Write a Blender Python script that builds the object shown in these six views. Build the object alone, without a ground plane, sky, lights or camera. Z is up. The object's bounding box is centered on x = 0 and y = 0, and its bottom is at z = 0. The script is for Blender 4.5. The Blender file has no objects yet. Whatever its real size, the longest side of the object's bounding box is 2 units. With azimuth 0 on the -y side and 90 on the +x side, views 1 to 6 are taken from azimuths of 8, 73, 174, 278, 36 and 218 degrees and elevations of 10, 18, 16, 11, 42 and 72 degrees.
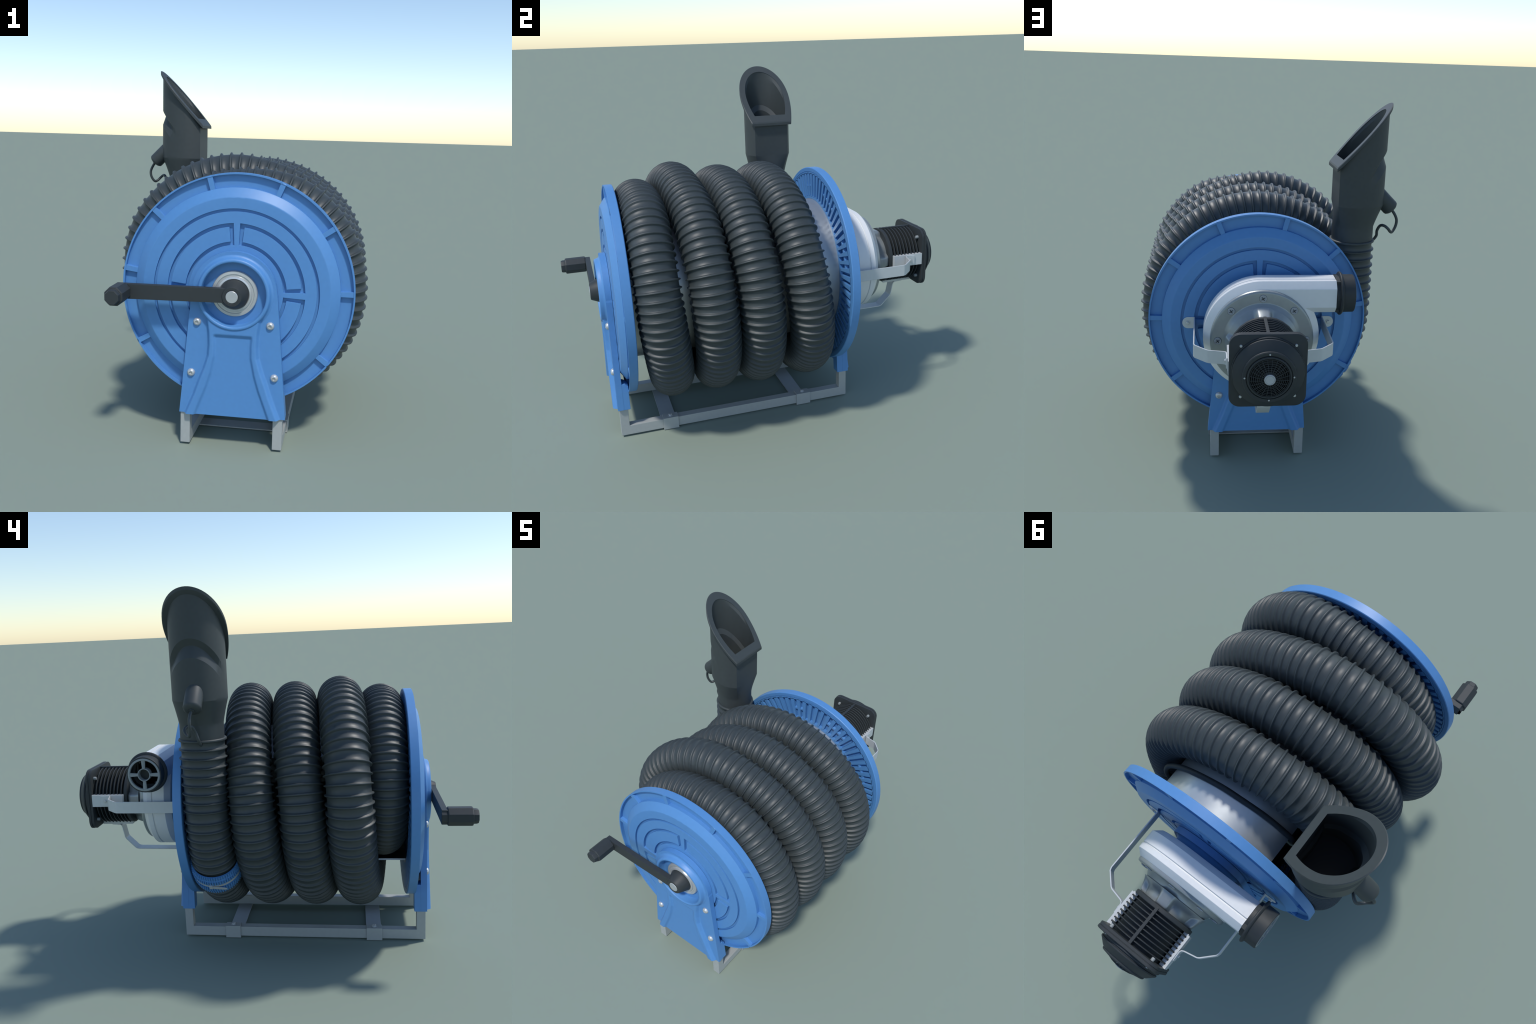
import bpy, bmesh, math, random
from mathutils import Vector, Matrix
random.seed(7)
TAU = 2 * math.pi
CX, CZ = 0.0555, 0.7105          # reel axis (runs along y)
YMID = -0.196                    # mirror plane between the two flanges
RIM = 0.556                      # distance from mirror plane to outer edge of a flange rim
R_FLANGE = 0.5184
R_DRUM = 0.352
R_COIL = 0.463

# ------------------------------------------------------------------ materials
def material(name, color, rough=0.45, metal=0.0, grain=0.06, scale=60.0, bump=0.02, spec=0.5, coat=0.0):
    m = bpy.data.materials.new(name)
    m.use_nodes = True
    nt = m.node_tree
    b = nt.nodes["Principled BSDF"]
    tc = nt.nodes.new("ShaderNodeTexCoord")
    n = nt.nodes.new("ShaderNodeTexNoise")
    n.inputs["Scale"].default_value = scale
    n.inputs["Detail"].default_value = 4
    nt.links.new(tc.outputs["Object"], n.inputs["Vector"])
    r = nt.nodes.new("ShaderNodeValToRGB")
    r.color_ramp.elements[0].position = 0.3
    r.color_ramp.elements[1].position = 0.7
    r.color_ramp.elements[0].color = [c * (1 - grain) for c in color] + [1]
    r.color_ramp.elements[1].color = [min(1, c * (1 + grain)) for c in color] + [1]
    nt.links.new(n.outputs["Fac"], r.inputs["Fac"])
    nt.links.new(r.outputs["Color"], b.inputs["Base Color"])
    b.inputs["Roughness"].default_value = rough
    b.inputs["Metallic"].default_value = metal
    b.inputs["Specular IOR Level"].default_value = spec
    b.inputs["Coat Weight"].default_value = coat
    if bump:
        bp = nt.nodes.new("ShaderNodeBump")
        bp.inputs["Strength"].default_value = bump
        bp.inputs["Distance"].default_value = 0.002
        n2 = nt.nodes.new("ShaderNodeTexNoise")
        n2.inputs["Scale"].default_value = scale * 6
        nt.links.new(tc.outputs["Object"], n2.inputs["Vector"])
        nt.links.new(n2.outputs["Fac"], bp.inputs["Height"])
        nt.links.new(bp.outputs["Normal"], b.inputs["Normal"])
    return m

BLUE = material("blue_plastic", (0.085, 0.245, 0.53), 0.45, grain=0.02, bump=0.01)
RUBBER = material("black_rubber", (0.040, 0.050, 0.053), 0.48, grain=0.05, bump=0.01)
NOZZLE = material("nozzle_rubber", (0.040, 0.049, 0.051), 0.55, grain=0.05, bump=0.02)
BLACK = material("black_plastic", (0.032, 0.038, 0.041), 0.55, grain=0.04, bump=0.01, spec=0.35)
GREY = material("grey_steel", (0.36, 0.38, 0.375), 0.45, grain=0.03, bump=0.01)
STRAP = material("bright_steel", (0.56, 0.59, 0.60), 0.38, metal=0.15, grain=0.02, bump=0.0)
DRUMM = material("drum_grey", (0.50, 0.53, 0.54), 0.36, metal=0.7, grain=0.02, bump=0.01)
SILVER = material("silver_paint", (0.74, 0.755, 0.755), 0.38, metal=0.0, grain=0.015, bump=0.0)
CAST = material("cast_metal", (0.30, 0.33, 0.335), 0.33, metal=0.4, grain=0.03, bump=0.01)
BOLT = material("bolt_steel", (0.55, 0.57, 0.58), 0.30, metal=0.5, grain=0.02, bump=0.0)
GUARD = material("grey_plastic", (0.26, 0.29, 0.30), 0.45, grain=0.02, bump=0.0)
DARK = material("recess_shade", (0.018, 0.020, 0.022), 0.7, grain=0.02, bump=0.0)  # near-black that puts the shade of recesses into the colour
TIE = material("tie_grey", (0.42, 0.44, 0.45), 0.4, grain=0.02, bump=0.0)

# ------------------------------------------------------------------ mesh helpers
class MB:
    """collects vertices and faces of one part"""
    def __init__(s):
        s.v, s.f = [], []
    def add(s, verts, faces):
        o = len(s.v)
        s.v += [tuple(p) for p in verts]
        s.f += [tuple(i + o for i in f) for f in faces]
    def grid(s, rows, close_u=False, close_v=False):
        nr, nc = len(rows), len(rows[0])
        fs = []
        for i in range(nr if close_v else nr - 1):
            for j in range(nc if close_u else nc - 1):
                a, b = i, (i + 1) % nr
                c, d = j, (j + 1) % nc
                fs.append((a * nc + c, a * nc + d, b * nc + d, b * nc + c))
        s.add([p for r in rows for p in r], fs)
    def box(s, lo, hi):
        x0, y0, z0 = lo; x1, y1, z1 = hi
        s.add([(x0, y0, z0), (x1, y0, z0), (x1, y1, z0), (x0, y1, z0), (x0, y0, z1), (x1, y0, z1), (x1, y1, z1), (x0, y1, z1)],
              [(0, 3, 2, 1), (4, 5, 6, 7), (0, 1, 5, 4), (1, 2, 6, 5), (2, 3, 7, 6), (3, 0, 4, 7)])
    def lathe(s, prof, segs=96, cx=CX, cz=CZ, a0=0.0, a1=TAU, fn=None):
        """profile of (radius, y) turned about the reel axis"""
        full = abs(a1 - a0 - TAU) < 1e-6
        n = segs if full else segs + 1
        rows = []
        for r, y in prof:
            rows.append([(cx + r * math.cos(a0 + (a1 - a0) * k / segs), y, cz + r * math.sin(a0 + (a1 - a0) * k / segs)) for k in range(n)])
        s.grid(rows, close_u=full)
    def prism(s, loops, cap0=True, cap1=True):
        """loops: list of equal-length closed 3D loops"""
        s_o = len(s.v)
        s.grid(loops, close_u=True)
        n = len(loops[0])
        if cap0: s.f.append(tuple(s_o + i for i in range(n)))
        if cap1: s.f.append(tuple(s_o + (len(loops) - 1) * n + i for i in reversed(range(n))))
    def tube(s, pts, rad, segs=10, caps=True):
        pts = [Vector(p) for p in pts]
        t0 = (pts[1] - pts[0]).normalized()
        u = t0.orthogonal().normalized()
        loops = []
        for i, p in enumerate(pts):
            a = pts[max(i - 1, 0)]; b = pts[min(i + 1, len(pts) - 1)]
            t = (b - a).normalized()
            u = (u - t * u.dot(t)).normalized()
            w = t.cross(u)
            loops.append([p + rad * (math.cos(TAU * k / segs) * u + math.sin(TAU * k / segs) * w) for k in range(segs)])
        s.prism(loops, caps, caps)

def make(name, mb, mat, parent=None, bevel=0.0, bseg=2, sharp=35, weld=1e-5, kind=None, weighted=False):
    me = bpy.data.meshes.new(name)
    me.from_pydata(mb.v, [], mb.f)
    bm = bmesh.new(); bm.from_mesh(me)
    bmesh.ops.remove_doubles(bm, verts=bm.verts, dist=weld)
    bmesh.ops.dissolve_degenerate(bm, edges=bm.edges, dist=1e-6)
    bmesh.ops.recalc_face_normals(bm, faces=bm.faces)
    if bevel:
        es = [e for e in bm.edges if len(e.link_faces) == 2 and e.calc_face_angle(0) > math.radians(sharp)]
        bmesh.ops.bevel(bm, geom=es, offset=bevel, segments=bseg, profile=0.6, affect='EDGES', clamp_overlap=True)
    lim = math.radians(sharp)
    for f in bm.faces: f.smooth = True
    for e in bm.edges:
        e.smooth = not (len(e.link_faces) == 2 and e.calc_face_angle(0) > lim)
    bm.to_mesh(me); bm.free()
    me.materials.append(mat)
    ob = bpy.data.objects.new(name, me)
    if bevel or weighted:
        wn = ob.modifiers.new('weighted_normal', 'WEIGHTED_NORMAL')
        wn.keep_sharp = True
        wn.weight = 80
    bpy.context.scene.collection.objects.link(ob)
    if parent: ob.parent = parent
    if kind: ob["kind"] = kind
    return ob

def repeat(src, name, parent, matrices):
    for m in matrices:
        o = bpy.data.objects.new(name, src.data)
        bpy.context.scene.collection.objects.link(o)
        o.parent = parent
        o.matrix_local = m

def smoothstep(a, b, x):
    t = min(1, max(0, (x - a) / (b - a)))
    return t * t * (3 - 2 * t)

def interp(tab, x):
    if x <= tab[0][0]: return tab[0][1]
    for (x0, y0), (x1, y1) in zip(tab, tab[1:]):
        if x <= x1: return y0 + (y1 - y0) * (x - x0) / (x1 - x0)
    return tab[-1][1]

def smooth_path(ctrl, n):
    """Catmull-Rom through control points"""
    P = [Vector(p) for p in ctrl]
    P = [2 * P[0] - P[1]] + P + [2 * P[-1] - P[-2]]
    out = []
    for i in range(1, len(P) - 2):
        for k in range(n):
            t = k / n
            a, b, c, d = P[i - 1], P[i], P[i + 1], P[i + 2]
            out.append(0.5 * ((2 * b) + (c - a) * t + (2 * a - 5 * b + 4 * c - d) * t * t + (3 * b - a - 3 * c + d) * t ** 3))
    out.append(P[-2])
    return out

def axis_matrix(pos, direction):
    """matrix putting local +z along direction"""
    q = Vector((0, 0, 1)).rotation_difference(Vector(direction))
    return Matrix.Translation(pos) @ q.to_matrix().to_4x4()

def lathe_z(prof, segs=24):
    mb = MB()
    mb.grid([[(r * math.cos(TAU * k / segs), r * math.sin(TAU * k / segs), z) for k in range(segs)] for r, z in prof], close_u=True)
    return mb

# small shared hardware, axis along local +z
def button_bolt(parent, name="bolt", r=0.0180, h=0.012, mat=BOLT):
    mb = lathe_z([(r * 1.0, -0.004), (r, 0.001), (r * .93, h * .45), (r * .75, h * .8), (r * .5, h), (r * .42, h), (r * .40, h * .9), (r * .38, h * .4), (0, h * .38)], 20)
    return make(name, mb, mat, parent, sharp=50)
def hex_bolt(parent, name="bolt", r=0.011, h=0.008, mat=BOLT):
    mb = lathe_z([(r * 1.5, -.003), (r * 1.5, .002), (0, .002)], 20)
    m2 = lathe_z([(r, .001), (r, h), (r * .8, h * 1.15), (0, h * 1.15)], 6)
    mb.add(m2.v, m2.f)
    return make(name, mb, mat, parent, sharp=30)
def cross_screw(parent, name="screw", r=0.0165, mat=TIE):
    mb = lathe_z([(r, -.006), (r, .002), (r * .92, .0045), (r * .80, .0045), (r * .74, .0025), (0, .0025)], 24)
    for a in (0.6, 0.6 + math.pi / 2):
        c, s = math.cos(a), math.sin(a)
        L, w = r * .55, r * .10
        b = MB(); b.box((-L, -w, .001), (L, w, .0052))
        mb.add([(x * c - y * s, x * s + y * c, z) for x, y, z in b.v], b.f)
    ob = make(name, mb, mat, parent, sharp=30)
    ob.data.materials.append(BLACK)
    for p in ob.data.polygons:
        if p.center.z > .0048: p.material_index = 1       # raised bars coloured black, standing in for the shaded driver slot
    return ob

# ------------------------------------------------------------------ root
root = bpy.data.objects.new("hose_reel", None)
bpy.context.scene.collection.objects.link(root)
root["label"] = "blue hand-cranked exhaust hose reel with black ribbed hose and motor blower"
root["category"] = "hose reel"

# ------------------------------------------------------------------ flanges
RIBS = [1.4, 35.3, 68.0, 104.5, 137.3, 171.1, 209.8, 247.2, 286.0, 323.2]

def flange(side):
    Y = lambda d: YMID + side * (RIM + d)        # d = distance outwards from the rim's outer edge
    mb = MB()
    def terrace(rs, angs, level):
        """stepped ring: flat cells at level(i,j) with upright walls between them"""
        nr, na = len(rs) - 1, len(angs)
        P = lambda r, a, d: (CX + r * math.cos(a), Y(d), CZ + r * math.sin(a))
        for i in range(nr):
            for j in range(na):
                a0, a1 = angs[j], angs[(j + 1) % na]
                L = level(i, j)
                mb.add([P(rs[i], a0, L), P(rs[i + 1], a0, L), P(rs[i + 1], a1, L), P(rs[i], a1, L)], [(0, 1, 2, 3)])
                K = level(i, (j + 1) % na)
                if K != L:
                    mb.add([P(rs[i], a1, L), P(rs[i + 1], a1, L), P(rs[i + 1], a1, K), P(rs[i], a1, K)], [(0, 1, 2, 3)])
                if i + 1 < nr:
                    K = level(i + 1, j)
                    if K != L:
                        mb.add([P(rs[i + 1], a0, L), P(rs[i + 1], a1, L), P(rs[i + 1], a1, K), P(rs[i + 1], a0, K)], [(0, 1, 2, 3)])
    D2R = math.radians
    # --- outer channel with radial ribs between rim and cone
    marks = []
    for a in RIBS: marks += [a - 1.35, a + 1.35]
    base = [k * 2.5 for k in range(144)]
    base = [b for b in base if all(abs((b - m + 180) % 360 - 180) > 0.6 for m in marks)]
    angs = sorted([a % 360 for a in base + marks])
    def is_rib(j):
        mid = (angs[j] + ((angs[(j + 1) % len(angs)] - angs[j]) % 360) / 2)
        return any(abs((mid - a + 180) % 360 - 180) < 1.35 for a in RIBS)
    ribflag = [is_rib(j) for j in range(len(angs))]
    terrace([0.455, 0.511, R_FLANGE], [D2R(a) for a in angs], lambda i, j: 0.0 if i == 1 else (-0.002 if ribflag[j] else -0.0195))
    mb.lathe([(0.456, -0.0195), (0.4555, -0.0005), (0.450, 0.0035), (0.4185, 0.0255), (0.412, 0.027)] and
             [(0.456, Y(-0.0195)), (0.4555, Y(-0.0005)), (0.450, Y(0.0035)), (0.4185, Y(0.0255)), (0.412, Y(0.027))], 144)
    # rim band and its inner lip
    mb.lathe([(R_FLANGE, Y(0)), (R_FLANGE, Y(-0.038)), (R_FLANGE - 0.003, Y(-0.041)), (0.497, Y(-0.041)), (0.494, Y(-0.038)), (0.494, Y(-0.0215)), (0.356, Y(-0.0215)), (0.0, Y(-0.0215))], 144)
    # --- face with ring groove, slotted ring and raised pads between four spokes
    marks = []
    for q in (0, 90, 180, 270): marks += [q - 6.6, q - 2.7, q + 2.7, q + 6.6]
    base = [k * 2.5 for k in range(144)]
    base = [b for b in base if all(abs((b - m + 180) % 360 - 180) > 0.6 for m in marks)]
    angs2 = sorted([a % 360 for a in base + marks])
    def face_level(i, j):
        mid = (angs2[j] + ((angs2[(j + 1) % len(angs2)] - angs2[j]) % 360) / 2)
        off = min(abs((mid - q + 180) % 360 - 180) for q in (0, 90, 180, 270))
        top = 0.027
        ring = ["hub", "slot", "pad", "slot", "face", "groove", "face"][i]
        if ring == "groove": return top - 0.013
        if ring == "slot": return top if off < 2.7 else top - 0.016
        if ring == "pad": return top if (off < 2.7 or off > 6.6) else top - 0.016
        return top
    terrace([0.10, 0.209, 0.2245, 0.2885, 0.3045, 0.3545, 0.3675, 0.412], [D2R(a) for a in angs2], face_level)
    fl = make("flange", mb, BLUE, root, bevel=0.0022, bseg=2, sharp=22)
    # --- vent grille on the inner side: 90 bars between two rings, every other group crossed
    g = MB()
    ya, yb = Y(-0.0220), Y(-0.0405)
    for r0, r1 in ((0.353, 0.366), (0.486, 0.4945)):
        g.lathe([(r0, ya), (r0, yb), (r1, yb), (r1, ya)], 144)
    N = 70
    step = TAU / N
    for k in range(N):
        slot = math.radians(91.45) - step * k
        a = slot - step / 2                # bar between this slot and the next
        c, s = math.cos(a), math.sin(a)
        lp = []
        for y in (ya, yb):
            lp.append([(CX + r * c - w * s, y, CZ + r * s + w * c) for r, w in ((0.364, -.0064), (0.489, -.0119), (0.489, .0119), (0.364, .0064))])
        g.prism(lp)
        if (k - 4) % 8 < 4:                # slots of every other group are crossed by a short bridge
            c, s = math.cos(slot), math.sin(slot)
            lp = []
            for y, h in ((ya, .009), (yb + side * 0.004, .005)):
                lp.append([(CX + r * c - w * s, y, CZ + r * s + w * c) for r, w in ((.423 - h, -.0115), (.423 + h, -.0115), (.423 + h, .0115), (.423 - h, .0115))])
            g.prism(lp)
    make("vent_grille", g, BLUE, fl, sharp=30, kind="stuff")
    return fl

flange(-1)
flange(+1)

# ------------------------------------------------------------------ drum (half-open shell)
mb = MB()
a = math.radians(139)             # the shell is open on the nozzle side, where the hose dives in
LOWER = math.radians(109.5)
y0, y1 = YMID - 0.531, YMID + 0.531
mb.lathe([(R_DRUM, y0), (R_DRUM, y1), (R_DRUM - .008, y1), (R_DRUM - .008, y0), (R_DRUM, y0)], 120, a0=-LOWER, a1=a)
for sgn in (-LOWER, a):
    c, s = math.cos(sgn), math.sin(sgn)
    mb.add([(CX + r * c, y, CZ + r * s) for r, y in ((R_DRUM, y0), (R_DRUM, y1), (R_DRUM - .008, y1), (R_DRUM - .008, y0))], [(0, 1, 2, 3)])
make("drum", mb, DRUMM, root, sharp=30)
mb = MB(); mb.lathe([(0, y0), (0.05, y0), (0.05, y1), (0, y1)], 32)
make("axle", mb, BLACK, root, sharp=30)

# ------------------------------------------------------------------ support brackets
H_TAB = [(0.155, .218), (0.25, .180), (0.31, .160), (0.37, .137), (0.43, .1195), (0.48, .116), (0.535, .118), (0.63, .130), (0.70, .15)]
P_TAB = [(0.155, .158), (0.29, .108), (0.35, .090), (0.43, .0735), (0.48, .0725), (0.53, .0755)]

def bracket(side):
    Y = lambda d: YMID + side * (RIM + d)
    mb = MB()
    z_bot, R_top = 0.155, 0.186
    def half(z):
        hw = 0.187 + (0.725 - z) * 0.0905
        if z > CZ: hw = math.sqrt(max(R_top ** 2 - (z - CZ) ** 2, 1e-6))
        return hw
    zs = [z_bot + (CZ - z_bot) * k / 170 for k in range(171)]
    zs += [CZ + R_top * math.sin(math.pi / 2 * k / 60) for k in range(1, 61)]
    nu = 130
    def height(x, z):
        u = abs(x)
        d = 0.058
        if z < 0.70:
            h = interp(H_TAB, z)
            up = 1 - smoothstep(h - .018, h, u)
            d += 0.021 * up
            p = interp(P_TAB, z)
            if z < 0.54:
                q = (1 - smoothstep(p, p + .015, u)) * (1 - smoothstep(0.515, 0.535, z))
                d -= 0.011 * q
        return d
    rows = [[(CX + half(z) * (2 * j / nu - 1), z) for j in range(nu + 1)] for z in zs]
    W = nu + 1
    verts = [(x, Y(height(x - CX, z)), z) for r in rows for x, z in r]
    faces = []
    hole = lambda p: math.hypot(p[0] - CX, p[2] - CZ) < 0.150
    for i in range(len(rows) - 1):
        for j in range(nu):
            q = (i * W + j, i * W + j + 1, (i + 1) * W + j + 1, (i + 1) * W + j)
            if not all(hole(verts[k]) for k in q): faces.append(q)
    mb.add(verts, faces)
    # skirt: edge turned back towards the flange
    edge = [rows[i][0] for i in range(len(rows))] + [rows[i][-1] for i in reversed(range(len(rows)))]
    back = lambda z: 0.0285
    mb.grid([[(x, Y(0.058), z) for x, z in edge], [(x, Y(0.0285), z) for x, z in edge], [(CX + (x - CX) * .965, Y(0.0285), z) for x, z in edge]])
    bot = rows[0]
    mb.grid([[(x, Y(height(x - CX, z)), z) for x, z in bot], [(x, Y(0.040), z) for x, z in bot]])
    # inner face of the plate
    r2 = [rows[i][::10] for i in range(0, len(rows), 10)]
    for i in range(len(r2) - 1):
        for j in range(len(r2[0]) - 1):
            q = [r2[i][j], r2[i][j + 1], r2[i + 1][j + 1], r2[i + 1][j]]
            mb.add([(CX + (x - CX) * .98, Y(0.040), z) for x, z in q], [(0, 1, 2, 3)])
    br = make("support_bracket", mb, BLUE, root, sharp=50, weld=1e-6)
    # socket blocks that sit over the posts
    mb = MB()
    for sg in (-1, 1):
        lp = []
        for z, dd in ((0.1535, 0.0), (0.275, 0.0), (0.289, 0.016)):
            hw = half(z) - 0.0006
            x0, x1 = sg * (hw - .064), sg * hw
            lp.append([(CX + x0, Y(0.0565), z), (CX + x1, Y(0.0565), z), (CX + x1, Y(-0.0035 + dd), z), (CX + x0 + sg * .012, Y(-0.0035 + dd), z), (CX + x0, Y(0.008 + dd), z)])
        mb.prism(lp)
    make("post_socket", mb, BLUE, br, bevel=0.003, sharp=30)
    # bearing collar
    mb = MB()
    mb.lathe([(r, Y(d)) for r, d in ((0.176, .050), (0.172, .0585), (0.166, .0605), (0.161, .068), (0.158, .0795), (0.155, .0835), (0.151, .085), (0.146, .085), (0.1425, .083), (0.141, .079), (0.139, .036), (0.136, .032), (0.0, .032))], 96)
    make("bearing_collar", mb, BLUE, br, sharp=40)
    mb = MB()
    mb.lathe([(r, Y(d)) for r, d in ((0.1015, .032), (0.1015, .052), (0.0985, .056), (0.088, .057), (0.085, .053), (0.079, .053), (0.076, .060), (0.068, .062), (0.064, .058), (0.064, .032))], 72)
    make("bearing_ring", mb, BOLT, br, sharp=40)
    b = button_bolt(br)
    ms = [axis_matrix((CX + sx * u, Y(0.0585), z), (0, side, 0)) for u, z in ((.161, .578), (.1855, .3445)) for sx in (-1, 1)]
    b.matrix_local = ms[0]
    repeat(b, "bolt", br, ms[1:])
bracket(-1)
bracket(+1)

# ------------------------------------------------------------------ base frame
XL0, XL1, XR0, XR1 = -0.1790, -0.1355, 0.2395, 0.2820
frame = MB()
for x0, x1 in ((XL0, XL1), (XR0, XR1)):
    lp = []
    prof = [(-0.803, 0.0075), (0.411, 0.0075), (0.411, 0.185), (0.370, 0.185), (0.370, 0.0575), (-0.760, 0.0575), (-0.760, 0.185), (-0.803, 0.185)]
    frame.prism([[(x0, y, z) for y, z in prof], [(x1, y, z) for y, z in prof]])
fr = make("base_frame", frame, GREY, root, bevel=0.003, sharp=30)
for yc in (-0.5535, 0.162):
    mb = MB()
    w = 0.0385
    t = 0.005
    # flat bar under the rails, turned up the outer sides and folded over their tops
    xs = [(-0.1855, 0.0), (0.2885, 0.0), (0.2885, 0.0635), (0.2405, 0.0635), (0.2405, 0.0582), (0.2830, 0.0582), (0.2830, 0.0065), (-0.1800, 0.0065), (-0.1800, 0.0582), (-0.1375, 0.0582), (-0.1375, 0.0635), (-0.1855, 0.0635)]
    mb.prism([[(x, yc - w, z) for x, z in xs], [(x, yc + w, z) for x, z in xs]])
    cb = make("cross_strap", mb, GREY, fr, bevel=0.0015, sharp=30)
    b = hex_bolt(fr, "bolt", 0.009, 0.008, BOLT)
    b.matrix_local = Matrix.Translation((-0.160, yc, 0.0635))
    repeat(b, "bolt", fr, [Matrix.Translation((0.263, yc, 0.0635))])

# ------------------------------------------------------------------ hose
RC = 0.4630
HOSE = [  # angle round the reel axis (deg), y, radius of the hose's centre line
    (180, .209, .463), (215, .199, RC), (250, .188, RC), (300, .184, RC), (330, .154, RC), (360, .118, RC), (405, .080, RC), (450, .0515, RC), (540, -.002, RC),
    (610, -.045, RC), (660, -.077, RC), (690, -.098, RC), (720, -.120, RC), (765, -.150, RC), (810, -.176, RC), (900, -.230, RC), (970, -.269, RC), (1020, -.302, RC), (1050, -.321, RC),
    (1080, -.342, RC), (1140, -.376, RC), (1157, -.390, .4675), (1167, -.397, .4775), (1178, -.404, .4915), (1196, -.415, .5075), (1220, -.428, .5205), (1238, -.438, .5245), (1255, -.446, .5120), (1272, -.453, .4920), (1290, -.462, .4740), (1310, -.474, .4655), (1330, -.488, RC), (1380, -.529, RC),
    (1410, -.560, RC), (1440, -.588, .4635), (1470, -.600, .4645), (1494, -.603, .4640), (1503, -.603, .4585), (1511, -.603, .4485), (1521, -.603, .4365), (1530, -.603, .4275), (1550, -.604, .423),
    (1575, -.606, .410), (1605, -.610, .378), (1635, -.608, .312), (1665, -.600, .240), (1695, -.590, .180), (1725, -.58, .155), (1755, -.57, .13)]
def hose_point(phi, y, rc):
    t = math.radians(phi)
    return Vector((CX + rc * math.cos(t), y, CZ + rc * math.sin(t)))
ctrl = smooth_path(HOSE, 24)
path = [Vector((-0.4085, 0.2115, 1.085 - (1.085 - CZ) * k / 24)) for k in range(24)]
path = [Vector((-0.4085, 0.2115 - 0.0025 * (k / 24) ** 2, 1.085 - (1.085 - CZ) * k / 24)) for k in range(24)]
path += [hose_point(*c) for c in ctrl]
# arc-length table
S = [0.0]
for p, q in zip(path, path[1:]): S.append(S[-1] + (q - p).length)
def at(s):
    import bisect
    i = min(max(bisect.bisect_right(S, s) - 1, 0), len(S) - 2)
    f = (s - S[i]) / (S[i + 1] - S[i])
    return path[i].lerp(path[i + 1], f)
def hose_frame(s):
    p = at(s)
    t = (at(min(s + .02, S[-1])) - at(max(s - .02, 0))).normalized()
    u = Vector((0, 1, 0)); u = (u - t * u.dot(t)).normalized()
    return p, t, u, t.cross(u)
# ribs: 41 mm apart on the straight end, then one every 4.5 degrees of coil
ribs_at = [0.0135 + 0.0405 * k for k in range(9)]
phis = [c[0] for c in ctrl]
phi = 181.5
while ribs_at[-1] > S[24] - 0.03: ribs_at.pop()
while phi < 1740:
    i = next(n for n in range(len(phis) - 1) if phis[n] <= phi <= phis[n + 1])
    f = (phi - phis[i]) / max(1e-9, phis[i + 1] - phis[i])
    ribs_at.append(S[24 + i] + f * (S[25 + i] - S[24 + i]))
    phi += 4.5
R_TUBE, R_RIB = 0.0998, 0.1106
steps = [(-.50, R_TUBE), (-.19, R_TUBE + .0004), (-.150, R_TUBE + .0020), (-.105, R_TUBE + .0070), (-.05, R_RIB), (.05, R_RIB), (.105, R_TUBE + .0070), (.150, R_TUBE + .0020), (.19, R_TUBE + .0004)]
mb = MB()
rows = []
NS = 40
for k, c in enumerate(ribs_at):
    before = c - ribs_at[k - 1] if k else 0.027
    after = ribs_at[k + 1] - c if k + 1 < len(ribs_at) else before
    for f, r in steps:
        if f < -.3: f = -.5 * before / .0364
        d = f * .0364
        p, t, u, w = hose_frame(max(0.0, c + d))
        rows.append([p + r * (math.cos(TAU * j / NS) * u + math.sin(TAU * j / NS) * w) for j in range(NS)])
mb.prism(rows, True, True)
hose = make("hose", mb, RUBBER, root, sharp=60)

# ------------------------------------------------------------------ hose clamp with cable tie
s_c = next(S[i] for i in range(len(S)) if i >= 24 and i < len(S) and (i - 24) / 24 * 1.0 >= 0 and ctrl[i - 24][0] >= 215.5)
mb = MB()
def ring_at(ds, r, n=72):
    p, t, u, w = hose_frame(s_c + ds)
    return [p + r * (math.cos(TAU * j / n) * u + math.sin(TAU * j / n) * w) for j in range(n)]
prof = [(-.049, .109), (-.049, .1150), (-.033, .1155), (-.0315, .1200), (-.027, .1200), (-.0255, .1180), (-.011, .1175), (.010, .1175), (.026, .1180), (.028, .1190), (.030, .1155), (.047, .1150), (.047, .109)]
mb.grid([ring_at(d, r) for d, r in prof], close_u=True)
for d0, d1, rr in ((-.050, -.032, .1195), (-.028, -.010, .1235), (.009, .027, .1235), (.031, .048, .1195)):
    n = 64
    for j in range(n):
        lp = []
        for d in (d0, d1):
            p, t, u, w = hose_frame(s_c + d)
            q = []
            for r, off in ((.112, -.29), (rr, -.25), (rr, .25), (.112, .29)):
                a = TAU * (j + off) / n
                q.append(p + r * (math.cos(a) * u + math.sin(a) * w))
            lp.append(q)
        mb.prism(lp)
clamp = make("hose_clamp", mb, BLUE, root, sharp=30)
mb = MB()
n = 90
loops = []
for j in range(n + 1):
    a = TAU * j / n
    d = 0.0
    p, t, u, w = hose_frame(s_c + d - 0.003)
    e = math.cos(a) * u + math.sin(a) * w
    loops.append([p + e * r + t * h for r, h in ((.1175, -.007), (.1205, -.007), (.1205, .007), (.1175, .007))])
mb.grid(loops, close_u=True)
p, t, u, w = hose_frame(s_c - 0.003)
outw = (p - Vector((CX, p.y, CZ))).normalized()
down = t
c0 = p + outw * .122 + u * .012
ax, ay, az = -u, outw, down
def obox(c, hx, hy, hz):
    b = MB(); b.box((-hx, -hy, -hz), (hx, hy, hz))
    mb.add([c + ax * x + ay * y + az * z for x, y, z in b.v], b.f)
obox(c0, .008, .006, .011)
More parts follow.
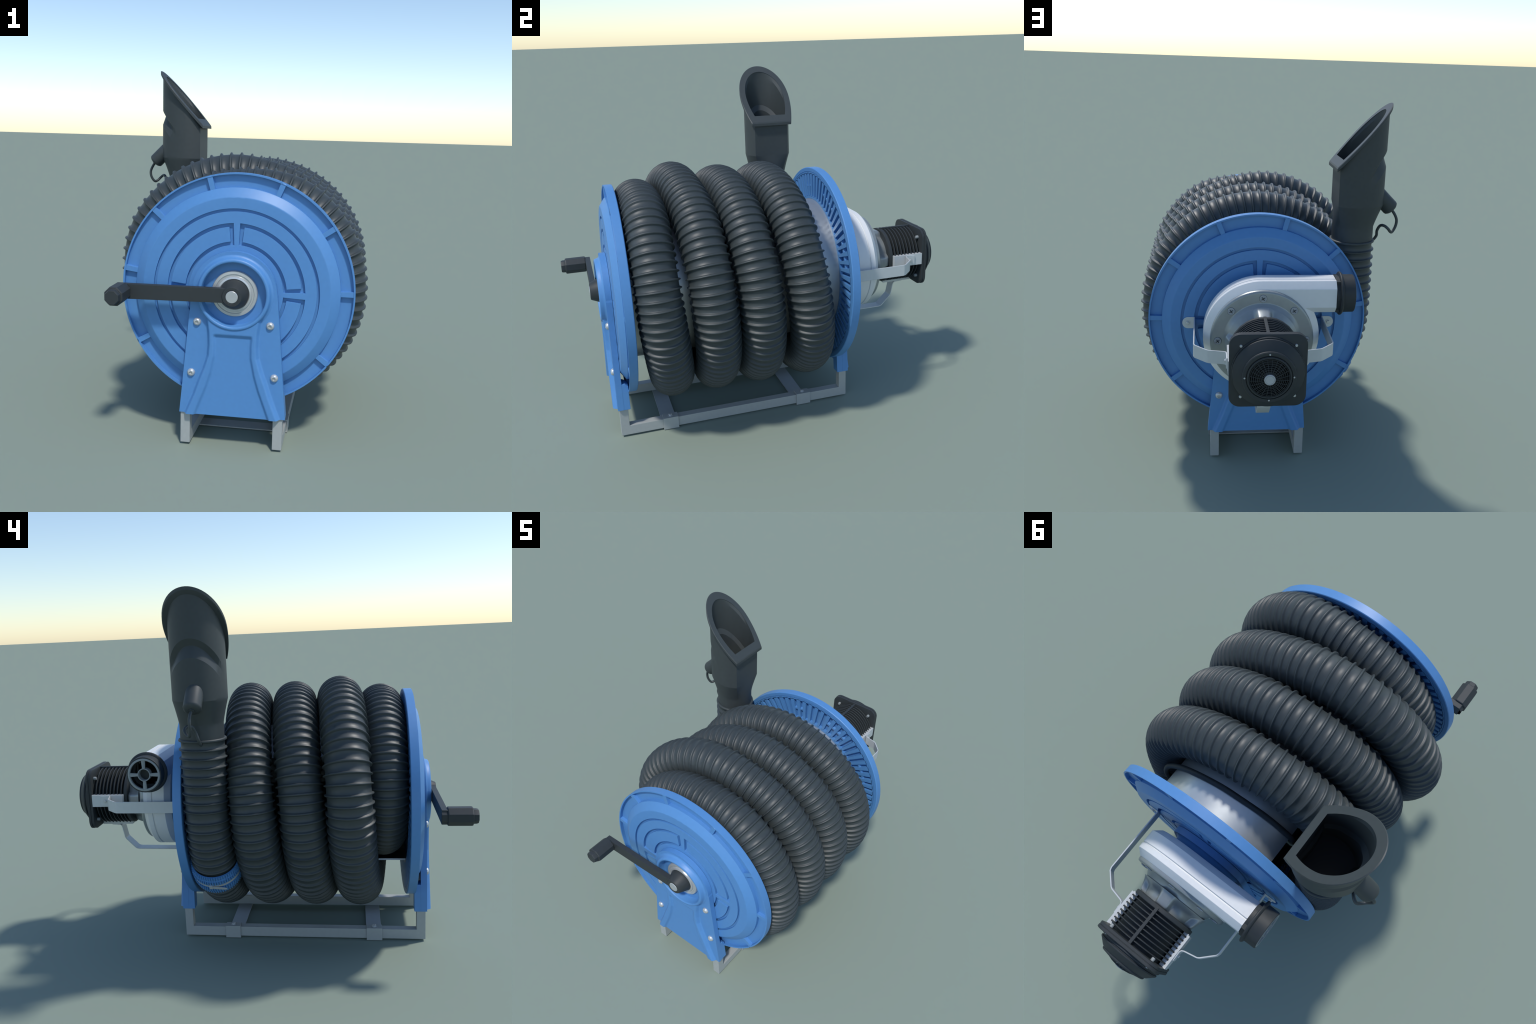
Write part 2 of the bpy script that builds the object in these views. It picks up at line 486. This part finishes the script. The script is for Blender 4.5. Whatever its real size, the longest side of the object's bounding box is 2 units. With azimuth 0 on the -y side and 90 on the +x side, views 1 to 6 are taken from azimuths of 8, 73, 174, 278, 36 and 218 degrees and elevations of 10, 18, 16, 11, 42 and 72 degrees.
tail = [c0 + ax * x + ay * (.002 + .10 * x * x * -1 + 0.02 * x) + az * (.004 + .12 * x) for x in (0, .02, .04, .06, .075)]
lp = []
for q, hw in zip(tail, (.0075, .0075, .0075, .007, .004)):
    lp.append([q + az * hw - ay * .0015, q + az * hw + ay * .0015, q - az * hw + ay * .0015, q - az * hw - ay * .0015])
mb.prism(lp)
make("cable_tie", mb, TIE, clamp, sharp=30)

# ------------------------------------------------------------------ cord wound round the drum
mb = MB()
pts = []
for d, r, y in ((-38, .366, .215), (-20, .385, .222), (0, .395, .222), (14, .392, .214), (26, .374, .204), (42, .361, .200), (60, .360, .197), (80, .360, .189), (95, .360, .184), (115, .360, .174), (135, .360, .167), (142, .352, .166)):
    t = math.radians(d)
    pts.append((CX + r * math.cos(t), y, CZ + r * math.sin(t)))
mb.tube(smooth_path(pts, 8), 0.0120, 12)
make("power_cord", mb, BLACK, root, sharp=60)

# ------------------------------------------------------------------ nozzle
YN = 0.2125
def d_outline(xb, xf, hw, hc, xm=-0.42, n=64):
    """D-shaped outline in plan: half round at the back (xb), corner half width hc at the flat front (xf)"""
    pts = []
    nb, ns, nf = n // 2, 10, n - n // 2 - 20
    for k in range(nb + 1):                       # back half circle, from +y round to -y
        a = math.pi / 2 + math.pi * k / nb
        pts.append((xm + (xm - xb) * math.cos(a), YN + hw * math.sin(a)))
    side = []
    for k in range(1, ns + 1):                    # gently drawn-in side up to the corner
        f = k / ns
        side.append((xm + (xf - xm) * f, hw + (hc - hw) * f * f))
    pts += [(x, YN - h) for x, h in side]
    for k in range(1, nf):
        pts.append((xf, YN - hc + 2 * hc * k / nf))
    pts += [(x, YN + h) for x, h in reversed(side)]
    return pts
def circle_like(pts, cx, cy, r):
    out = []
    for x, y in pts:
        a = math.atan2(y - YN, x + 0.42)
        out.append((cx + r * math.cos(a), cy + r * math.sin(a)))
    return out
mouth_z = lambda x: 1.4425 - 1.121 * (x + 0.300)
Z_LOW, Z_TAPER, Z_NECK = 1.254, 1.150, 1.070
outer = d_outline(-0.552, -0.3155, 0.1245, 0.0945, xm=-0.398)
def blend(a, b, f): return [(p[0] + (q[0] - p[0]) * f, p[1] + (q[1] - p[1]) * f) for p, q in zip(a, b)]
neck = circle_like(outer, -0.4095, 0.2115, 0.1005)
def shell(out, inset, step=1.0):
    """rows of one skin, bottom to mouth; inset pulls it inwards for the inner skin"""
    def shrink(pts):
        c = (-0.42, YN)
        res = []
        for x, y in pts:
            dx, dy = x - c[0], y - c[1]
            L = math.hypot(dx, dy)
            res.append((c[0] + dx * (L - inset) / L, c[1] + dy * (L - inset) / L))
        return res
    rows = []
    nk, ou = shrink(neck), shrink(outer)
    ledge = 0.011 if step > 1 else 0.0      # the inner skin steps in below the ledge
    for z in (Z_NECK, 1.09, 1.13): rows.append([(x, y, z) for x, y in nk])
    for f in (0.0, .08, .16, .26, .38, .5, .64, .78, .9, 1.0):
        z = 1.145 + (Z_LOW - 1.145) * f
        rows.append([(x, y, z) for x, y in blend(nk, ou, f ** 1.12)])
    # upper body: rows follow a step that runs parallel to the mouth round the back
    marks = [(None, k / 8) for k in range(1, 8)] + [(-.286, 0), (-.284, 0.0), (-.234, 1.0), (-.232, 1.0), (-.203, 0.0), (-.201, 0.0)] + [(-.201 + (.201 - .022) * k / 8, 0) for k in range(1, 9)]
    for w, v in marks:
        if ledge and w is not None and w < -.2: w += .012
        r = []
        for x, y in ou:
            L = mouth_z(x) - Z_LOW
            sc = min(1, L / .32)
            dx, dy = x + 0.42, y - YN
            D = math.hypot(dx, dy)
            back = 1 - smoothstep(-0.515, -0.44, x)
            if w is None:
                z, g = Z_LOW + (L - .286 * sc) * v, ledge
            else:
                z, g = mouth_z(x) + w * (sc if w < -.2 else sc + (1 - sc) * (w + .201) / (.201 - .022)), (v * .017 * back if not ledge else max(v * .017 * back, ledge if w < -.219 else 0))
            r.append((x - dx / D * g, y - dy / D * g, z))
        rows.append(r)
    return rows
mb = MB()
skin = shell(outer, 0.0)
lip = d_outline(-0.5640, -0.2975, 0.1420, 0.1135)
lip2 = d_outline(-0.5600, -0.3005, 0.1395, 0.1110)
rim_in = d_outline(-0.5330, -0.3290, 0.1100, 0.0880)
lift = lambda pts, dz: [(x, y, mouth_z(x) + dz) for x, y in pts]
skin += [lift(lip2, -0.0205), lift(lip, -0.0175), lift(lip, -0.004), lift(lip2, 0.0), lift(rim_in, 0.0)]
rim_in2 = d_outline(-0.5350, -0.3275, 0.112, 0.0895)
inner = shell(outer, 0.0155, 1.9)[9:]
inner = [r for i, r in enumerate(inner)]
skin += [lift(rim_in2, -0.004)]
skin += list(reversed(inner))
mb.grid(skin, close_u=True)
# dark sheet added in place of the neck's unlit depth, ring bead where the hose is pushed in
throat_row = inner[0]
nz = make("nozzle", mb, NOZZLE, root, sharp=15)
mb = MB(); mb.add([(x, y, z + .001) for x, y, z in throat_row], [tuple(range(len(throat_row)))])
make("throat_shade", mb, DARK, nz)
mb = MB()
bead = []
for k in range(48):
    a = TAU * k / 48
    bead.append([(-0.4085 + (0.1025 + .0085 * math.cos(b)) * math.cos(a), 0.2115 + (0.1025 + .0085 * math.cos(b)) * math.sin(a), 1.0735 + .0065 * math.sin(b)) for b in [TAU * j / 10 for j in range(10)]])
mb.grid(bead, close_u=True, close_v=True)
make("neck_bead", mb, NOZZLE, nz, sharp=60)
# plug on the back, pointing down and out at 45 degrees, with its retaining cord
mb = lathe_z([(0.040, 0.0), (0.0405, 0.100), (0.0385, 0.107), (0.029, 0.1145), (0.013, 0.1155), (0.0125, 0.121), (0.006, 0.122), (0, 0.122)], 28)
plug = make("plug", mb, NOZZLE, nz, sharp=40)
plug.matrix_local = axis_matrix((-0.520, 0.207, 1.3045), (-1, 0, -1))
mb = MB()
cord = [(-.600, .208, 1.224), (-.618, .214, 1.197), (-.628, .214, 1.170), (-.624, .215, 1.140), (-.608, .223, 1.115), (-.594, .238, 1.118), (-.578, .251, 1.136), (-.560, .243, 1.149), (-.545, .224, 1.145), (-.534, .212, 1.118), (-.535, .203, 1.090), (-.520, .198, 1.066), (-.505, .197, 1.060)]
mb.tube(smooth_path(cord, 6), 0.0072, 10)
make("plug_cord", mb, RUBBER, nz, sharp=60)

# ------------------------------------------------------------------ crank
mb = MB()
lp = []
arm = []
for k in range(13):
    a = -math.pi / 2 + math.pi * k / 12
    arm.append((CX + .002 + .040 * math.cos(a), CZ + .0035 + .0310 * math.sin(a)))
arm += [(-0.4475, CZ + .0305), (-0.4505, CZ + .027), (-0.4505, CZ - .033), (-0.4475, CZ - .0365)]
mb.prism([[(x, -0.868, z) for x, z in arm], [(x, -0.841, z) for x, z in arm]])
crank = make("crank_arm", mb, BLACK, root, bevel=0.003, sharp=40)
mb = MB()
mb.lathe([(0.064, -0.786), (0.0640, -0.818), (0.0615, -0.826), (0.044, -0.868), (0.041, -0.8725), (0.030, -0.8730), (0.028, -0.871), (0, -0.871)], 48)
make("crank_hub", mb, BLACK, crank, sharp=40)
mb = MB()
mb.lathe([(0.0265, -0.860), (0.0265, -0.8725), (0.0245, -0.8745), (0, -0.8745)], 32)
make("crank_pin", mb, BOLT, crank, sharp=40)
mb = MB()
gx, gz = -0.4280, CZ - 0.003
mb.lathe([(0.036, -0.842), (0.036, -0.866), (0.0415, -0.868), (0.0435, -0.872), (0.0435, -0.972), (0.041, -0.977), (0.035, -0.978), (0.034, -0.993), (0.031, -1.0), (0, -1.0)], 8, gx, gz, a0=math.pi / 8, a1=TAU + math.pi / 8)
make("crank_grip", mb, BLACK, crank, bevel=0.0008, bseg=1, sharp=20)

# ------------------------------------------------------------------ blower
def offset_loop(pts, d):
    """inset a closed counter-clockwise 2D outline by d"""
    out = []
    n = len(pts)
    for i in range(n):
        p0, p1, p2 = Vector(pts[i - 1]), Vector(pts[i]), Vector(pts[(i + 1) % n])
        e1 = (p1 - p0).normalized(); e2 = (p2 - p1).normalized()
        n1 = Vector((-e1.y, e1.x)); n2 = Vector((-e2.y, e2.x))
        b = n1 + n2
        out.append(p1 + b * (d / max(0.3, (1 + n1.dot(n2)))))
    return out
R_TAB = [(-203, .262), (90, .262)]
outline = []
for k in range(61):                          # spiral casing, ccw from below the outlet round to the top
    a = -(180 + 25.8) + (90 + 180 + 25.8) * k / 60
    r = interp(R_TAB, a)
    outline.append((r * math.cos(math.radians(a)), r * math.sin(math.radians(a))))
outline += [(-0.08, .262), (-0.16, .262), (-0.24, .262), (-0.331, .262), (-0.331, .195), (-0.331, .114), (-0.29, .114)]
mb = MB()
lp = []
for y, d in ((0.448, .032), (0.474, .0), (0.531, .0), (0.5325, .006), (0.5375, .006), (0.539, .0), (0.563, .0), (0.589, .029), (0.5905, .034)):
    lp.append([(CX + (-.331 if o[0] < -.33 else x), y, CZ + z) for (x, z), o in zip(offset_loop(outline, d), outline)])
mb.prism(lp)
blower = make("blower_housing", mb, SILVER, root, bevel=0.003, sharp=28)
mb = MB()
mb.lathe([(0.231, 0.585), (0.231, 0.601), (0.227, 0.607), (0.220, 0.609), (0.178, 0.609), (0.171, 0.611), (0.160, 0.630), (0.154, 0.637), (0.14, 0.637)], 96)
rows = []
for y, rb, rl in ((0.636, .158, .166), (0.643, .150, .162), (0.652, .134, .157), (0.664, .121, .152), (0.680, .117, .147), (0.694, .114, .142), (0.700, .113, .137), (0.7045, .112, .122)):
    row = []
    for k in range(160):                     # four rounded lugs that carry the motor, scooped out between
        a = 360 * k / 160
        off = min(abs((a - q + 180) % 360 - 180) for q in (0, 90, 180, 270))
        g = 1 - smoothstep(9, 19, off)
        r = rb + (rl - rb) * g
        row.append((CX + r * math.cos(math.radians(a)), y, CZ + r * math.sin(math.radians(a))))
    rows.append(row)
mb.grid(rows, close_u=True)
cover = make("cover_plate", mb, CAST, blower, sharp=45)
sc = cross_screw(blower)
shade_ring = make("screw_shade", lathe_z([(.0174, -.001), (.0174, .0006), (.015, .0006)], 24), DARK, blower)  # dark ring laid on the cover for the shaded gap round a screw
ms = [axis_matrix((CX + .197 * math.cos(math.radians(a)), 0.6095, CZ + .197 * math.sin(math.radians(a))), (0, 1, 0)) for a in range(0, 360, 45)]
sc.matrix_local = ms[0]
repeat(sc, "screw", blower, ms[1:])
shade_ring.matrix_local = ms[0]
repeat(shade_ring, "screw_shade", blower, ms[1:])
# the outlet is a real hole into the casing
cut = MB()
cut.grid([[(x, 0.516 + r * math.cos(TAU * k / 40), 0.899 + r * math.sin(TAU * k / 40)) for k in range(40)] for r, x in ((0, -0.10), (.060, -0.10), (.060, -0.30), (0, -0.30))], close_u=True)
cutter = make("outlet_cutter", cut, DARK, blower)
bo = blower.modifiers.new("outlet_hole", 'BOOLEAN')
bo.operation = 'DIFFERENCE'
bo.solver = 'EXACT'
bo.object = cutter
wn = blower.modifiers.get("weighted_normal")
if wn: blower.modifiers.remove(wn)
bpy.context.view_layer.update()
hollow = bpy.data.meshes.new_from_object(blower.evaluated_get(bpy.context.evaluated_depsgraph_get()))
if len(hollow.polygons) > len(blower.data.polygons) // 2:
    blower.modifiers.clear()
    blower.data = hollow
    hollow.name = "blower_housing"
blower.modifiers.clear()
wn = blower.modifiers.new("weighted_normal", 'WEIGHTED_NORMAL')
wn.keep_sharp = True
wn.weight = 80
bpy.data.objects.remove(cutter, do_unlink=True)
# outlet collar (round black spigot) with a spoked guard
OY, OZ = 0.516, 0.8990
def lathe_x(mb, prof, segs=48):
    mb.grid([[(x, OY + r * math.cos(TAU * k / segs), OZ + r * math.sin(TAU * k / segs)) for k in range(segs)] for r, x in prof], close_u=True)
mb = MB()
lathe_x(mb, [(.062, -0.277), (.080, -0.277), (.080, -0.292), (.097, -0.294), (.099, -0.297), (.099, -0.301), (.095, -0.306), (.0865, -0.309), (.0855, -0.358), (.084, -0.361), (.078, -0.361), (.0765, -0.358), (.075, -0.300), (.062, -0.292), (.062, -0.277)])
for lo, hi in (((-.058, -.074), (.056, -.056)), ((-.058, .054), (.056, .072)), ((-.058, -.056), (-.047, .054)), ((.045, -.056), (.056, .054))):
    b = MB(); b.box((-0.294, OY + lo[0], OZ + lo[1]), (-0.2765, OY + hi[0], OZ + hi[1]))
    mb.add(b.v, b.f)
oc = make("outlet_collar", mb, BLACK, blower, bevel=0.0015, sharp=35)
mb = MB()
lathe_x(mb, [(.0785, -0.352), (.0785, -0.3615), (.077, -0.3625), (.0695, -0.3625), (.068, -0.360), (.068, -0.350)])
lathe_x(mb, [(.0315, -0.330), (.0315, -0.3605), (.0305, -0.362), (.0275, -0.362), (.0265, -0.360), (.0265, -0.330)], 32)
for a in range(0, 360, 90):
    c, s = math.cos(math.radians(a)), math.sin(math.radians(a))
    for w, x0, x1 in ((.0065, -0.350, -0.360), (.0025, -0.358, -0.3615)):
        lp = []
        for x in (x0, x1):
            lp.append([(x, OY + u * c - v * s, OZ + u * s + v * c) for u, v in ((.030, -w), (.071, -w * 1.4), (.071, w * 1.4), (.030, w))])
        mb.prism(lp)
make("outlet_guard", mb, GUARD, blower, sharp=35)
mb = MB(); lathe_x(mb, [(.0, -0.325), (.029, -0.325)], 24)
lathe_x(mb, [(.0595, -0.275), (.0595, -0.106), (.0, -0.106)], 32)
make("outlet_shade", mb, BLACK, blower)  # black discs and lining added to keep the outlet hole dark

# ------------------------------------------------------------------ motor
mb = MB()
mb.lathe([(0, 0.700), (0.124, 0.700), (0.124, 0.895), (0, 0.895)], 48)
motor = make("motor", mb, BLACK, root, sharp=40)
QUAD = [(.150 * math.cos(math.radians(a)), .150 * math.sin(math.radians(a))) for a in (10, 20, 31, 45, 59, 70, 80)]
def octo(sc=1.0):
    pts = []
    for q in range(4):
        c, s = math.cos(q * math.pi / 2), math.sin(q * math.pi / 2)
        pts += [(sc * (x * c - y * s), sc * (x * s + y * c)) for x, y in QUAD]
    return pts
mb = MB()
loop = octo(1.0)
mb.prism([[(CX + x * k, y, CZ + z * k) for x, z in loop] for y, k in ((.7015, .975), (.704, 1.0), (.719, 1.0), (.7215, .985))])
make("motor_flange", mb, BLACK, motor, sharp=30)
FIN0, FSTEP = 0.735, 0.0194
mb = MB()
mb.prism([[(CX + x * k, y, CZ + z * k) for x, z in loop] for y, k in ((-.0026, .99), (-.0015, 1.0), (.0015, 1.0), (.0026, .99))])
fin = make("cooling_fin", mb, BLACK, motor, sharp=30)
fin.matrix_local = Matrix.Translation((0, FIN0, 0))
repeat(fin, "cooling_fin", motor, [Matrix.Translation((0, FIN0 + FSTEP * k, 0)) for k in range(1, 8)])
mb = MB()
mb.box((CX - .007, .71, CZ + .10), (CX + .007, .893, CZ + .1535))
make("fin_bar", mb, BLACK, motor, bevel=0.002, sharp=30)
for a in (0, 180, 270):                     # light comb plates on both sides and underneath
    c, s = math.cos(math.radians(a)), math.sin(math.radians(a))
    mb = MB()
    def rb(u0, u1, v0, v1, y0, y1):
        lp = []
        for y in (y0, y1):
            lp.append([(CX + u * c - v * s, y, CZ + u * s + v * c) for u, v in ((u0, v0), (u1, v0), (u1, v1), (u0, v1))])
        mb.prism(lp)
    rb(.1500, .1605, -.031, .031, .7235, .8885)
    for k in range(9):
        yc = FIN0 + FSTEP * (k - .5)
        rb(.128, .152, -.0305, .0305, yc - .0062, yc + .0062)
    make("side_plate", mb, STRAP, motor, sharp=30)
# square end plate
def rounded_square(h, r, n=8):
    pts = []
    for q, (sx, sy) in enumerate(((1, 1), (-1, 1), (-1, -1), (1, -1))):
        for k in range(n + 1):
            a = q * math.pi / 2 + math.pi / 2 * k / n
            pts.append((sx * (h - r) + r * math.cos(a), sy * (h - r) + r * math.sin(a)))
    return pts
mb = MB()
lp = []
for y, h in ((.888, .153), (.8895, .157), (.9005, .157), (.9015, .1555), (.9035, .1555), (.9045, .158), (.915, .158), (.9175, .155)):
    lp.append([(CX + x, y, CZ + z) for x, z in rounded_square(h, .047)])
mb.prism(lp)
make("end_plate", mb, BLACK, motor, sharp=40)
mb = MB()
mb.lathe([(0.150, .915), (0.150, .924), (0.148, .927), (0.142, .9275), (0.142, .933), (0.146, .935), (0.1455, .941), (0.117, .966), (0.1095, .970), (0.1090, .976), (0.1060, .979), (0.094, .979), (0.0925, .974), (0.0905, .974), (0.0895, .981), (0.087, .983), (0.083, .983), (0.081, .980), (0.0805, .905)], 72)
make("fan_cover", mb, BLACK, motor, sharp=32)
mb = MB(); mb.lathe([(0.0805, .930), (0.04, .945), (0.03, .96), (0, .96)], 32)  # dark disc added behind the grille to stand for unlit depth
make("dark_backing", mb, DARK, motor)
mb = MB()
dome = lambda r: .9985 - .016 * (r / .08) ** 2
for r in (.032, .040, .048, .056, .064, .072, .079):
    mb.lathe([(r - .0009, dome(r) - .003), (r - .0009, dome(r)), (r + .0009, dome(r)), (r + .0009, dome(r) - .003), (r - .0009, dome(r) - .003)], 48)
for k in range(24):
    a = TAU * (k + .5) / 24
    c, s = math.cos(a), math.sin(a)
    lp = []
    for r in (.018, .05, .0805):
        y = dome(r)
        lp.append([(CX + r * c - v * s, yy, CZ + r * s + v * c) for v, yy in ((-.0009, y - .003), (-.0009, y + .0006), (.0009, y + .0006), (.0009, y - .003))])
    mb.prism(lp)
make("fan_grille", mb, BLACK, motor, sharp=30, kind="stuff")
mb = MB()
mb.lathe([(0.0225, .980), (0.0225, .9985), (0.021, 1.0), (0.0185, 1.0), (0.018, .9985), (0.0165, .9985), (0.016, .9998), (0, .9998)], 32)
make("fan_hub", mb, TIE, motor, sharp=40)
small = make("bolt", lathe_z([(.0065, -.006), (.0065, .003), (.005, .005), (0, .005)], 12), BOLT, motor, sharp=40)
ms = [axis_matrix((CX + sx * .1105, .9175, CZ + sz * .1105), (0, 1, 0)) for sx in (-1, 1) for sz in (-1, 1)]
ms += [axis_matrix((CX + .0985 * math.cos(a), .977, CZ + .0985 * math.sin(a)), (0, 1, 0)) @ Matrix.Scale(.62, 4) for a in (0, math.pi / 2, math.pi, 1.5 * math.pi)]
small.matrix_local = ms[0]
repeat(small, "bolt", motor, ms[1:])
stud = make("stud", lathe_z([(.0085, -.004), (.0085, .012), (.007, .015), (0, .015)], 12), GUARD, motor, sharp=40)
ms = [axis_matrix((CX + sx * .1105, .889, CZ + sz * .1105), (0, -1, 0)) for sx in (-1, 1) for sz in (-1, 1)]
stud.matrix_local = ms[0]
repeat(stud, "stud", motor, ms[1:])

# ------------------------------------------------------------------ motor support straps
def strap(angle):
    c, s = math.cos(math.radians(angle)), math.sin(math.radians(angle))
    P = lambda u, v, y: (CX + u * c - v * s, y, CZ + u * s + v * c)
    mb = MB()
    t, hw = 0.0055, 0.029
    path = [(.302, .3895), (.3015, .55), (.3005, .702), (.296, .716), (.246, .766), (.236, .772), (.178, .784), (.1675, .789), (.1635, .799), (.1635, .842)]
    P2 = [Vector(p) for p in path]
    loops = []
    for i, p in enumerate(P2):
        d = (P2[min(i + 1, len(P2) - 1)] - P2[max(i - 1, 0)]).normalized()
        n = Vector((-d.y, d.x)) * t * .5
        w = hw if i < len(P2) - 1 else hw * .8
        loops.append([P((p + n).x, -w, (p + n).y), P((p + n).x, w, (p + n).y), P((p - n).x, w, (p - n).y), P((p - n).x, -w, (p - n).y)])
    mb.prism(loops)
    ear = []
    for k in range(13):
        a = -math.pi / 2 + math.pi * k / 12
        ear.append((.333 + .026 * math.cos(a), .028 * math.sin(a)))
    ear += [(.301, .028), (.301, -.028)]
    mb.prism([[P(u, v, y) for u, v in ear] for y in (.3875, .3915)])
    st = make("motor_strap", mb, STRAP, root, bevel=0.0008, bseg=1, sharp=35)
    b = hex_bolt(st, "bolt", 0.0085, 0.008, BOLT)
    b.matrix_local = axis_matrix(P(.334, 0, .3915), (0, 1, 0))
    repeat(b, "bolt", st, [axis_matrix(P(.1655, 0, .815), (c, 0, s)) @ Matrix.Scale(.9, 4)])
for a in (0, 180, 270): strap(a)
